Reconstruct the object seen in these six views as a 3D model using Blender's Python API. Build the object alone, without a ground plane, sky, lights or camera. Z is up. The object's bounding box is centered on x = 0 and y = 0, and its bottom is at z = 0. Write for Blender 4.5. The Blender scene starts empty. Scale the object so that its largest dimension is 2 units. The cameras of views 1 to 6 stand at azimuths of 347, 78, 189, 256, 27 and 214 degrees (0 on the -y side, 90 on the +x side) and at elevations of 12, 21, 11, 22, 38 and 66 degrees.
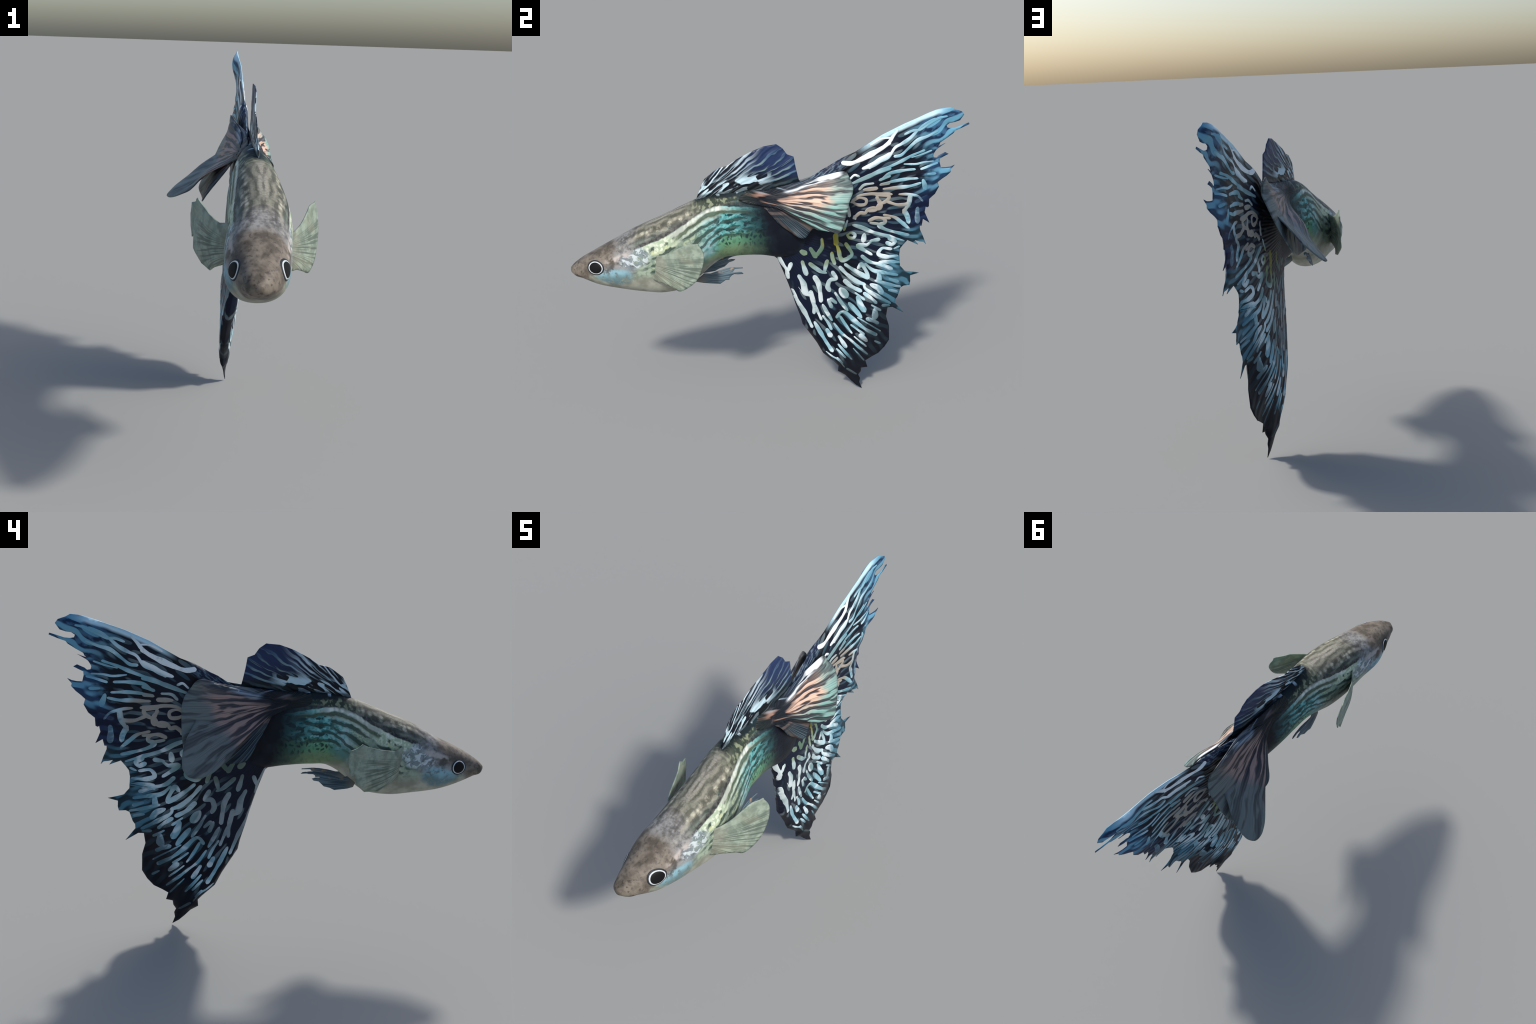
"""A fancy guppy: spindle body, big ragged caudal fin, dorsal fin with draped side lobes,
two pectoral and two pelvic fins, painted-looking eyes.  All colour is node based."""
import bpy, math, random
import numpy as np
from mathutils import Vector
from mathutils.geometry import delaunay_2d_cdt

random.seed(7)

# ------------------------------------------------------------------ small node language
class G:
    """Wraps a node tree; V values can be combined with + - * / and methods."""
    def __init__(self, name):
        m = bpy.data.materials.new(name); m.use_nodes = True
        self.m = m; self.t = m.node_tree; self.t.nodes.clear()
        self.tc = self.t.nodes.new('ShaderNodeTexCoord')
        s = self.t.nodes.new('ShaderNodeSeparateXYZ')
        self.t.links.new(self.tc.outputs['Object'], s.inputs[0])
        self.x, self.y, self.z = (V(self, s.outputs[i]) for i in range(3))
    def put(self, sock, v):
        if isinstance(v, V): self.t.links.new(v.s, sock)
        elif isinstance(v, (tuple, list)):
            sock.default_value = (*v, 1.0) if (sock.type == 'RGBA' and len(v) == 3) else tuple(v)
        else: sock.default_value = v
    def math(self, op, *a, clamp=False):
        n = self.t.nodes.new('ShaderNodeMath'); n.operation = op; n.use_clamp = clamp
        for i, v in enumerate(a): self.put(n.inputs[i], v)
        return V(self, n.outputs[0])
    def vec(self, x, y, z=0.0):
        n = self.t.nodes.new('ShaderNodeCombineXYZ')
        for i, v in enumerate((x, y, z)): self.put(n.inputs[i], v)
        return V(self, n.outputs[0])
    def noise(self, vec, scale=1.0, detail=0.0, rough=0.5, dist=0.0):
        n = self.t.nodes.new('ShaderNodeTexNoise')
        self.put(n.inputs['Vector'], vec)
        for k, v in (('Scale', scale), ('Detail', detail), ('Roughness', rough), ('Distortion', dist)):
            n.inputs[k].default_value = v
        return V(self, n.outputs[0])
    def voronoi(self, vec, scale=1.0, feature='F1', rnd=1.0):
        n = self.t.nodes.new('ShaderNodeTexVoronoi'); n.feature = feature
        self.put(n.inputs['Vector'], vec); n.inputs['Scale'].default_value = scale
        n.inputs['Randomness'].default_value = rnd
        return V(self, n.outputs[0])
    def gabor(self, vec, scale, freq, aniso, orient):
        n = self.t.nodes.new('ShaderNodeTexGabor'); n.gabor_type = '2D'
        self.put(n.inputs['Vector'], vec); n.inputs['Scale'].default_value = scale
        n.inputs['Frequency'].default_value = freq; n.inputs['Anisotropy'].default_value = aniso
        self.put(n.inputs['Orientation'], orient)
        return V(self, n.outputs['Value'])
    def curve(self, v, pts, lo, hi, vlo, vhi):
        """piecewise curve: pts (input, output) in real units"""
        n = self.t.nodes.new('ShaderNodeFloatCurve')
        c = n.mapping.curves[0]
        q = [((a-lo)/(hi-lo), (b-vlo)/(vhi-vlo)) for a, b in pts]
        while len(c.points) < len(q): c.points.new(0.5, 0.5)
        for p, (a, b) in zip(c.points, q): p.location = (a, b); p.handle_type = 'AUTO'
        n.mapping.update()
        self.put(n.inputs['Value'], (v-lo)/(hi-lo))
        return V(self, n.outputs[0])*(vhi-vlo)+vlo
    def ss(self, v, a, b):
        """smoothstep from a (0) to b (1)"""
        n = self.t.nodes.new('ShaderNodeMapRange'); n.interpolation_type = 'SMOOTHSTEP'
        if a > b:
            return 1.0-self.ss(v, b, a)
        self.put(n.inputs[0], v); n.inputs[1].default_value = a; n.inputs[2].default_value = b
        return V(self, n.outputs[0])
    def band(self, v, a, b, soft):
        return self.ss(v, a-soft, a+soft)*self.ss(v, b+soft, b-soft)
    def mix(self, f, a, b):
        n = self.t.nodes.new('ShaderNodeMix'); n.data_type = 'RGBA'
        self.put(n.inputs[0], f); self.put(n.inputs[6], a); self.put(n.inputs[7], b)
        return V(self, n.outputs[2])
    def finish(self, col, rough=0.5, spec=0.35, height=None, bump=0.3, dist=0.004, coat=0.0, trans=0.0):
        b = self.t.nodes.new('ShaderNodeBsdfPrincipled')
        self.put(b.inputs['Base Color'], col); self.put(b.inputs['Roughness'], rough)
        b.inputs['Specular IOR Level'].default_value = spec
        b.inputs['Coat Weight'].default_value = coat
        o = self.t.nodes.new('ShaderNodeOutputMaterial')
        if height is not None:
            n = self.t.nodes.new('ShaderNodeBump'); n.inputs['Strength'].default_value = bump
            n.inputs['Distance'].default_value = dist; self.put(n.inputs['Height'], height)
            self.t.links.new(n.outputs[0], b.inputs['Normal'])
        if trans > 0:
            tr = self.t.nodes.new('ShaderNodeBsdfTranslucent'); self.put(tr.inputs[0], col)
            mx = self.t.nodes.new('ShaderNodeMixShader'); mx.inputs[0].default_value = trans
            self.t.links.new(b.outputs[0], mx.inputs[1]); self.t.links.new(tr.outputs[0], mx.inputs[2])
            self.t.links.new(mx.outputs[0], o.inputs[0])
        else:
            self.t.links.new(b.outputs[0], o.inputs[0])
        return self.m

class V:
    def __init__(self, g, s): self.g, self.s = g, s
    def __add__(self, o): return self.g.math('ADD', self, o)
    def __radd__(self, o): return self.g.math('ADD', o, self)
    def __sub__(self, o): return self.g.math('SUBTRACT', self, o)
    def __rsub__(self, o): return self.g.math('SUBTRACT', o, self)
    def __mul__(self, o): return self.g.math('MULTIPLY', self, o)
    def __rmul__(self, o): return self.g.math('MULTIPLY', o, self)
    def __truediv__(self, o): return self.g.math('DIVIDE', self, o)
    def abs(self): return self.g.math('ABSOLUTE', self)
    def sin(self): return self.g.math('SINE', self)
    def max(self, o): return self.g.math('MAXIMUM', self, o)
    def min(self, o): return self.g.math('MINIMUM', self, o)
    def clamp(self): return self.g.math('ADD', self, 0.0, clamp=True)

# ------------------------------------------------------------------ body profile
# stations along the fish (y), with back height, belly height, half width, spine offset x
ST_Y = [-1.0, -.985, -.95, -.88, -.78, -.66, -.54, -.42, -.36, -.30, -.24, -.18, -.06, .08, .20, .30, .35]
BACK = [.838, .853, .880, .920, .969, 1.034, 1.084, 1.135, 1.158, 1.174, 1.183, 1.188, 1.190, 1.188, 1.178, 1.135, 1.075]
BELLY = [.815, .800, .786, .753, .723, .697, .685, .715, .764, .812, .842, .844, .837, .814, .825, .880, .950]
HALF = [.012, .036, .058, .086, .114, .118, .124, .112, .106, .098, .088, .081, .071, .060, .042, .022, .006]
SPINE = [-.128, -.123, -.112, -.096, -.084, -.057, -.032, -.017, -.011, -.005, -.001, .005, .019, .050, .062, .075, .080]
# rear of the body is pear shaped: widest point drops and the back narrows to a ridge
WIDE_AT = [.45]*7+[.44, .43, .41, .39, .37, .36, .36, .38, .42, .45]
RIDGE = [2.2]*8+[2.12, 2.05, 1.97, 1.9, 1.8, 1.75, 1.8, 2.0, 2.0]
# the back leans a little to the right of the belly
LEAN = [0, 0, 0, .004, .008, .012, .014, .014, .012, .011, .010, .011, .024, .020, .010, .004, 0]
POWER = 2.2

def hermite(x, xs, ys):
    xs = np.array(xs); ys = np.array(ys); x = np.clip(np.asarray(x, float), xs[0], xs[-1])
    h = np.diff(xs); d = np.diff(ys)/h
    m = np.r_[d[0], (d[:-1]*h[1:]+d[1:]*h[:-1])/(h[:-1]+h[1:]), d[-1]]
    i = np.clip(np.searchsorted(xs, x)-1, 0, len(xs)-2); t = (x-xs[i])/h[i]
    return ((2*t**3-3*t**2+1)*ys[i]+(t**3-2*t**2+t)*h[i]*m[i]
            + (-2*t**3+3*t**2)*ys[i+1]+(t**3-t**2)*h[i]*m[i+1])

def section(y):
    return tuple(float(hermite(y, ST_Y, c)) for c in (BACK, BELLY, HALF, SPINE, WIDE_AT, RIDGE, LEAN))

def body_point(y, ang):
    """ang 0 = back, pi/2 = +x side, pi = belly"""
    a, b, c, x, wd, pw, ln = section(y)
    zm = b+wd*(a-b); s, k = math.sin(ang), math.cos(ang)
    e = pw if k > 0 else POWER
    px = math.copysign(abs(s)**(2/e), s)*c
    pz = math.copysign(abs(k)**(2/e), k)*((a-zm) if k > 0 else (zm-b))
    return Vector((x+px+ln*max(0.0, pz)/(a-zm), y, zm+pz))

def body_level(p):
    a, b, c, x, wd, pw, ln = section(p[1]); zm = b+wd*(a-b); dz = p[2]-zm
    x += ln*max(0.0, min(1.0, dz/(a-zm)))
    e = pw if dz > 0 else POWER
    return (abs(p[0]-x)/c)**e+(abs(dz)/((a-zm) if dz > 0 else (zm-b)))**e-1

def onto_body(p, n):
    """move p along +-n to the body surface"""
    lo, hi = p-n*0.12, p+n*0.12
    for _ in range(40):
        m = (lo+hi)/2
        if body_level(m) < 0: lo = m
        else: hi = m
    return (lo+hi)/2

# ------------------------------------------------------------------ objects
COL = bpy.context.scene.collection
def add(name, mesh, parent, mat):
    o = bpy.data.objects.new(name, mesh); COL.objects.link(o); o.parent = parent
    if mat: mesh.materials.append(mat)
    return o
def mesh_from(name, verts, faces, smooth=True):
    me = bpy.data.meshes.new(name); me.from_pydata([tuple(v) for v in verts], [], faces)
    me.validate(); me.update()
    if smooth: me.polygons.foreach_set('use_smooth', [True]*len(me.polygons))
    return me

fish = bpy.data.objects.new('guppy', None); COL.objects.link(fish)
fish['label'] = 'fancy male guppy with dark-and-pale maze-patterned flowing tail'
fish['category'] = 'ornamental fish'

# ------------------------------------------------------------------ body material
def body_material(name):
    g = G(name)
    s = g.y+(g.x+0.05)*0.17                      # distance along the fish, square to its spine
    zt = g.curve(g.y, list(zip(ST_Y, BACK)), -1, .35, .6, 1.25)
    zb = g.curve(g.y, list(zip(ST_Y, BELLY)), -1, .35, .6, 1.25)
    xc = g.curve(g.y, [(a, b+d) for a, b, d in zip(ST_Y, SPINE, LEAN)], -1, .35, -.2, .2)
    w = (g.z-zb)/((zt-zb).max(0.03))             # 0 belly .. 1 back
    l = (g.x-xc).abs()
    P = g.vec(g.x, g.y, g.z)
    n1 = g.noise(P, 22, 3, .55); n2 = g.noise(P, 60, 3, .6); n3 = g.noise(P, 9, 2, .5)
    side = g.vec(s, g.z, l*0.5)
    # wobble of stripes
    ww = w+(n1-0.5)*0.06
    # --- base: belly khaki -> pale flank
    belly = g.mix(g.ss(n3*.6+n1*.4, .38, .62), (.23, .235, .19), (.38, .39, .33))
    flank = g.mix(g.ss(n1, .36, .62), (.13, .19, .15), (.30, .37, .29))
    flank = g.mix(g.ss(n2, .56, .66)*.5, flank, (.09, .14, .10))
    c = g.mix(g.ss(ww, .22, .42), belly, flank)
    # --- iridescent blue, teal and green rear flank
    rear = g.ss(s+(n1-.5)*.08, -.40, -.30)
    tn = g.noise(g.vec(s*1.0+(n1-.5)*.03, g.z*1.7, 0), 30, 2, .55, .4)
    teal = g.mix(g.ss(tn, .40, .52), (.012, .048, .050), g.mix(g.ss(n1, .35, .62), (.03, .17, .175), (.14, .42, .42)))
    bluewhite = g.mix(g.ss(n3, .44, .58), (.12, .26, .24), g.mix(g.ss(n1, .38, .64), (.20, .42, .46), (.48, .60, .60)))
    rearcol = g.mix(g.ss(s+(n1-.5)*.10+(n3-.5)*.10, -.33, -.22), bluewhite, teal)
    green = g.mix(g.ss(g.voronoi(g.vec(s*1.5+(n1-.5)*.06, g.z+(n3-.5)*.05, 0), 36, 'DISTANCE_TO_EDGE'), .08, .34), g.mix(n1, (.07, .22, .14), (.16, .36, .20)), (.02, .05, .035))
    rearcol = g.mix(g.ss(ww, .48, .36)*g.ss(s, -.29, -.23), rearcol, green)
    rearcol = g.mix(g.ss(ww, .30, .16)*0.8, rearcol, g.mix(n2, (.10, .17, .08), (.24, .30, .17)))
    c = g.mix(rear*g.ss(ww+g.ss(s, -.32, -.18)*.2, .08, .24), c, rearcol)
    # --- wavy dark rows running lengthwise, netted scales
    gb = g.gabor(g.vec(s+(n2-.5)*.02, w*.40+(n1-.5)*.035, 2), 13.0, 1.7, .85, 1.5708)
    rows = g.ss(gb, .485, .445)*g.band(w, .36, .92, .05)*g.band(s, -.64, -.06, .05)
    c = g.mix(rows*.80, c, (.030, .050, .042))
    glint = g.ss(gb, .54, .60)*g.ss(g.noise(g.vec(s, g.z, 11), 60, 1), .42, .58)*g.band(w, .36, .86, .05)*g.band(s, -.60, -.09, .05)  # scale glints drawn into the skin colour as pale lines
    c = g.mix(glint*.6, c, g.mix(g.ss(s, -.40, -.28), (.52, .60, .38), (.28, .58, .58)))
    # --- light lines of scales along the flank
    beads = g.ss(g.voronoi(g.vec(s*1.0, w*0.12, 0), 42, 'F1', .6), .62, .25)
    low = g.curve(s, [(-.75, .60), (-.6, .66), (-.45, .70), (-.36, .74), (-.2, .72), (0, .60)], -.75, 0, .5, 1)
    top = g.curve(s, [(-.75, .70), (-.6, .76), (-.5, .78), (-.37, .83), (-.29, .85), (-.2, .80), (0, .70)], -.75, 0, .5, 1)
    reach = g.band(s, -.62, -.06, .05)
    dark2 = g.band(ww, low+0.02 if False else low, top, .012) if False else None
    dl = (ww-low); dt = (ww-top)
    between = g.ss(dl, .0, .02)*g.ss(dt, .0, -.02)*reach
    c = g.mix(between*g.ss(s, -.60, -.45)*.9, c, g.mix(n2, (.035, .05, .04), (.12, .16, .10)))
    line_l = g.ss(dl.abs(), .032, .012)*g.band(s, -.60, -.26, .05)
    c = g.mix(line_l*(beads*.6+.4), c, g.mix(g.ss(s, -.55, -.4), (.56, .60, .32), (.62, .72, .62)))
    line_t = g.ss(dt.abs(), .038, .016)*g.band(s, -.62, -.10, .05)
    c = g.mix(line_t*(beads*.5+.5), c, g.mix(g.ss(s, -.24, -.16), (.70, .74, .66), (.22, .50, .47)))
    pale = g.band(ww, .66, .80, .02)*g.band(s, -.63, -.47, .03)
    c = g.mix(pale*g.ss(n1, .42, .54), c, g.mix(g.ss(n2, .45, .6), (.36, .45, .32), (.62, .68, .54)))
    # --- charcoal band, cream mottling, brown back
    charband = g.ss(dt, .025, .04)*g.ss(s, -.84, -.66)*(1.0-g.ss(dt, .06, .10)*.45)
    c = g.mix(charband, c, g.mix(g.ss(n2, .4, .65), (.026, .028, .030), (.085, .085, .082)))
    cream = g.ss(ww+(n2-.5)*.05, .88, .91)
    spots = g.ss(g.voronoi(g.vec(s, l*1.2, w*.3), 34, 'F1', .8), .60, .15)
    creamcol = g.mix(spots*g.ss(n2, .25, .55), (.105, .105, .080), (.52, .51, .40))
    c = g.mix(cream, c, creamcol)
    spine_w = g.ss(l+(n1-.5)*.02, .060, .040)*g.ss(w, .90, .95)
    c = g.mix(spine_w, c, g.mix(n1, (.105, .108, .085), (.205, .205, .165)))
    mid = g.ss(l+(n1-.5)*.012, .026, .012)*g.ss(w, .93, .97)*g.ss(s, -.68, -.56)
    c = g.mix(mid, c, g.mix(n2, (.20, .19, .16), (.34, .33, .28)))
    bars = g.ss(g.noise(g.vec(s+l*l*6, 0, 0), 17, 1), .46, .60)*g.ss(w, .80, .93)*g.band(s, -.79, -.60, .02)
    c = g.mix(bars*.7, c, (.30, .29, .26))
    bars2 = g.ss(g.noise(g.vec(s+l*l*6, 5, 0), 17, 1), .52, .64)*g.ss(w, .84, .95)*g.band(s, -.79, -.62, .02)
    c = g.mix(bars2*.8, c, (.065, .06, .055))
    gill = g.ss(s+(n1-.5)*.06, -.64, -.71)*g.ss(w, .30, .45)
    c = g.mix(gill, c, g.mix(g.ss(n1*.5+n2*.5, .36, .62), (.085, .085, .085), (.27, .27, .265)))
    # --- opercle: silvery crazed plates, bright blue cheek
    bits = g.noise(g.vec(s*1.0+w*.10, g.z, 5), 40, 1, .5, .9)
    plcol = g.mix(g.ss(bits, .40, .60), g.mix(n1, (.12, .16, .18), (.26, .31, .34)), g.mix(n2, (.44, .52, .56), (.70, .77, .80)))
    plcol = g.mix(g.ss((bits-.475).abs(), .022, .004)*.7, plcol, (.05, .06, .07))
    op = g.ss(((s+.675)*(s+.675)/(.085*.085)+(w-.62)*(w-.62)/(.17*.17))+(n1-.5)*2.0, 1.2, .45)
    c = g.mix(op*.8*g.ss(n2, .28, .48), c, plcol)
    cheekcol = g.mix(g.ss(w+(n1-.5)*.25, .30, .50), (.11, .20, .23), (.24, .44, .52))
    ck = g.ss((s+.785)*(s+.785)/(.10*.10)+(w-.36)*(w-.36)/(.21*.21)+(n1-.5)*1.0, 1.2, .4)
    c = g.mix(ck*g.ss(w, .03, .2)*g.ss(n2*.5+n1*.5, .34, .52)*.9, c, cheekcol)
    # --- brown head and snout
    headcol = g.mix(g.ss(n1, .35, .66), (.086, .074, .060), (.185, .160, .132))
    headcol = g.mix(g.ss(n2, .52, .68)*.65, headcol, (.045, .038, .034))
    hd = g.ss(s+(n1-.5)*.05, -.74, -.80)*g.ss(ww, .56, .72)
    snout = g.ss(s-w*.05+(n1-.5)*.03, -.895, -.945)
    c = g.mix(hd.max(snout), c, headcol)
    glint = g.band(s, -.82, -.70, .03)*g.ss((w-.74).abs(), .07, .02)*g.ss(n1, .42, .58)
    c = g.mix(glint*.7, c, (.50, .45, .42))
    chin = g.ss(n2, .5, .7)*g.ss(s, -.945, -.975)
    c = g.mix(chin*.6, c, (.045, .034, .030))
    net = g.ss(g.voronoi(g.vec(s*1.25, l+(n1-.5)*.02, w*.35), 48, 'DISTANCE_TO_EDGE'), .16, .03)*g.ss(w, .84, .92)*g.ss(s, -.76, -.64)
    c = g.mix(net*.28, c, (.045, .043, .036))
    gb2 = g.gabor(g.vec(s*.8+(n2-.5)*.03, l+(n1-.5)*.022, 4), 15.0, 2.0, .8, 1.5708)
    c = g.mix(g.ss(gb2, .48, .36)*g.ss(w, .82, .90)*g.ss(s, -.80, -.70)*.55, c, (.045, .045, .036))
    c = g.mix(g.ss(gb2, .54, .66)*g.ss(w, .82, .90)*g.ss(s, -.80, -.70)*.45, c, (.30, .29, .235))
    olive = g.ss(s, -.42, -.30)*g.ss(w, .84, .90)
    row = g.ss(g.noise(g.vec(s*1.0, w*.35, 3), 55, 1), .48, .60)
    c = g.mix(olive, c, g.mix(row, (.035, .048, .036), (.20, .23, .15)))
    # --- black-and-white saddle where the dorsal fin springs
    sw = g.curve(s, [(-.40, 1.03), (-.34, .985), (-.26, .955), (-.16, .915), (-.06, .80), (.05, .55)], -.4, .05, .5, 1.1)
    sad = g.ss(ww-sw+(n1-.5)*.05, -.015, .02)*g.ss(s, -.40, -.36)
    blot = g.ss(g.noise(g.vec(s*1.0, w*.18, 7), 24, 0, .5, .5), .55, .60)*g.ss(ww-sw, .02, .05)*g.ss(s, -.08, -.14)
    c = g.mix(sad, c, g.mix(blot, (.010, .016, .018), (.50, .62, .68)))
    # --- black velvet tail stalk
    fade = g.ss(s+(w-.5)*.05+(n1-.5)*.12, -.20, -.07)
    c = g.mix(fade*.72, c, (.010, .030, .040))
    blk = g.ss(s+(w-.5)*.06+(n1-.5)*.10, -.10, .01)
    c = g.mix(blk, c, g.mix(g.ss(n3, .5, .7), (.004, .006, .012), (.009, .014, .024)))
    scale = g.voronoi(g.vec(s*1.3, g.z, g.x), 55, 'DISTANCE_TO_EDGE')
    return g.finish(c, .48, .16, scale*.35+n1*.5+n2*.25, .35, .006)

BODY_MAT = body_material('guppy_skin')

# ------------------------------------------------------------------ body mesh split by region
def build_body():
    ys = np.r_[-1+.05*(np.linspace(0, 1, 16)**1.8), np.linspace(-.945, .35, 150)]
    R = 72
    verts = [Vector((SPINE[0], -1.0015, .5*(BACK[0]+BELLY[0])))]
    for y in ys:
        for k in range(R):
            verts.append(body_point(float(y), 2*math.pi*k/R))
    verts.append(Vector((SPINE[-1], .352, .5*(BACK[-1]+BELLY[-1]))))
    faces = []; tags = []
    def tag(y): return 'head' if y < -.70 else ('trunk' if y < -.06 else 'tail_stalk')
    for k in range(R):
        faces.append((0, 1+k, 1+(k+1) % R)); tags.append('head')
    for i in range(len(ys)-1):
        for k in range(R):
            a, b = 1+i*R+k, 1+i*R+(k+1) % R
            faces.append((a, a+R, b+R, b)); tags.append(tag(.5*(ys[i]+ys[i+1])))
    L = len(verts)-1; o = 1+(len(ys)-1)*R
    for k in range(R):
        faces.append((o+k, L, o+(k+1) % R)); tags.append('tail_stalk')
    whole = mesh_from('whole', verts, faces)
    nrm = [v.normal.copy() for v in whole.vertices]
    out = {}
    for part in ('head', 'trunk', 'tail_stalk'):
        fs = [f for f, t in zip(faces, tags) if t == part]
        ids = sorted({i for f in fs for i in f}); mp = {i: j for j, i in enumerate(ids)}
        me = mesh_from(part, [verts[i] for i in ids], [tuple(mp[i] for i in f) for f in fs])
        me.normals_split_custom_set_from_vertices([nrm[i] for i in ids])
        out[part] = add(part, me, fish, BODY_MAT)
    bpy.data.meshes.remove(whole)
    return out
PARTS = build_body()

# ------------------------------------------------------------------ eyes
def plain(name, col, rough=.4, spec=.4, var=.0, coat=0.0):
    g = G(name); n = g.noise(g.vec(g.x, g.y, g.z), 90, 2)
    lo = tuple(max(0, v*(1-var)) for v in col); hi = tuple(v*(1+var) for v in col)
    return g.finish(g.mix(n, lo, hi), rough, spec, coat=coat)
RIM = plain('eye_rim_dark', (.022, .026, .032), .5, .15, .6)
IRIS = plain('iris_silver', (.50, .54, .56), .4, .2, .35)  # white ring greyed down to its shaded look from the front
PUPIL = plain('pupil_black', (.006, .006, .007), .55, .12)

def eye(side, cy, cz, a, b):
    ax = Vector((section(cy+.03)[3]-section(cy-.03)[3], .06, 0)).normalized()
    n = Vector((ax.y, -ax.x, 0))*side
    n = (n+Vector((0, -.12, .04))).normalized()
    t = (ax-n*ax.dot(n)).normalized(); u = n.cross(t)
    if u.z < 0: u = -u
    c = onto_body(Vector((section(cy)[3]+side*section(cy)[2], cy, cz)), n)
    def dome(name, rings, parent, mat):
        vs = [onto_body(c, n)+n*rings[0][1]]; fs = []; N = 40
        for rho, h in rings[1:]:
            for k in range(N):
                f = 2*math.pi*k/N
                q = onto_body(c+t*(a*rho*math.cos(f))+u*(b*rho*math.sin(f)), n)
                vs.append(q+n*h)
        for k in range(N): fs.append((0, 1+k, 1+(k+1) % N))
        for i in range(len(rings)-2):
            for k in range(N):
                p, q = 1+i*N+k, 1+i*N+(k+1) % N
                fs.append((p, p+N, q+N, q))
        me = mesh_from(name, vs, fs)
        me.update()
        if sum(p.normal.dot(n) for p in me.polygons) < 0: me.flip_normals()
        return add(name, me, parent, mat)
    e = dome('eye', [(0, .002), (.5, .002), (.9, .002), (.98, .0018), (1.03, .0010), (1.10, -.002)], PARTS['head'], RIM)
    dome('iris', [(0, .0036), (.5, .0036), (.82, .0034), (.88, .0028), (.91, .001)], e, IRIS)
    dome('pupil', [(0, .0062), (.3, .0060), (.55, .0054), (.74, .0046), (.80, .002)], e, PUPIL)
eye(+1, -.883, .860, .042, .035)
eye(-1, -.852, .856, .038, .034)

# ------------------------------------------------------------------ fins as thick sheets
def tps(P, f, lam=1e-4):
    P = np.array(P, float); n = len(P)
    d = np.linalg.norm(P[:, None]-P[None], axis=-1); K = np.where(d > 0, d*d*np.log(d+1e-12), 0)+lam*np.eye(n)
    A = np.zeros((n+3, n+3)); A[:n, :n] = K; A[:n, n] = 1; A[:n, n+1:] = P; A[n, :n] = 1; A[n+1:, :n] = P.T
    w = np.linalg.solve(A, np.r_[np.array(f, float), 0, 0, 0])
    def ev(Q):
        Q = np.atleast_2d(np.array(Q, float)); d = np.linalg.norm(Q[:, None]-P[None], axis=-1)
        return np.where(d > 0, d*d*np.log(d+1e-12), 0)@w[:n]+w[n]+Q@w[n+1:]
    return ev

def resample(loop, step, rounded):
    loop = [Vector(p) for p in loop]; out = []
    N = len(loop)
    for i in range(N):
        p0, p1, p2, p3 = loop[i-1], loop[i], loop[(i+1) % N], loop[(i+2) % N]
        k = max(1, int(math.ceil((p2-p1).length/step)))
        for j in range(k):
            t = j/k
            if rounded:
                q = .5*((2*p1)+(p2-p0)*t+(2*p0-5*p1+4*p2-p3)*t*t+(3*p1-p0-3*p2+p3)*t**3)
            else: q = p1.lerp(p2, t)
            out.append(q)
    return out

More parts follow.
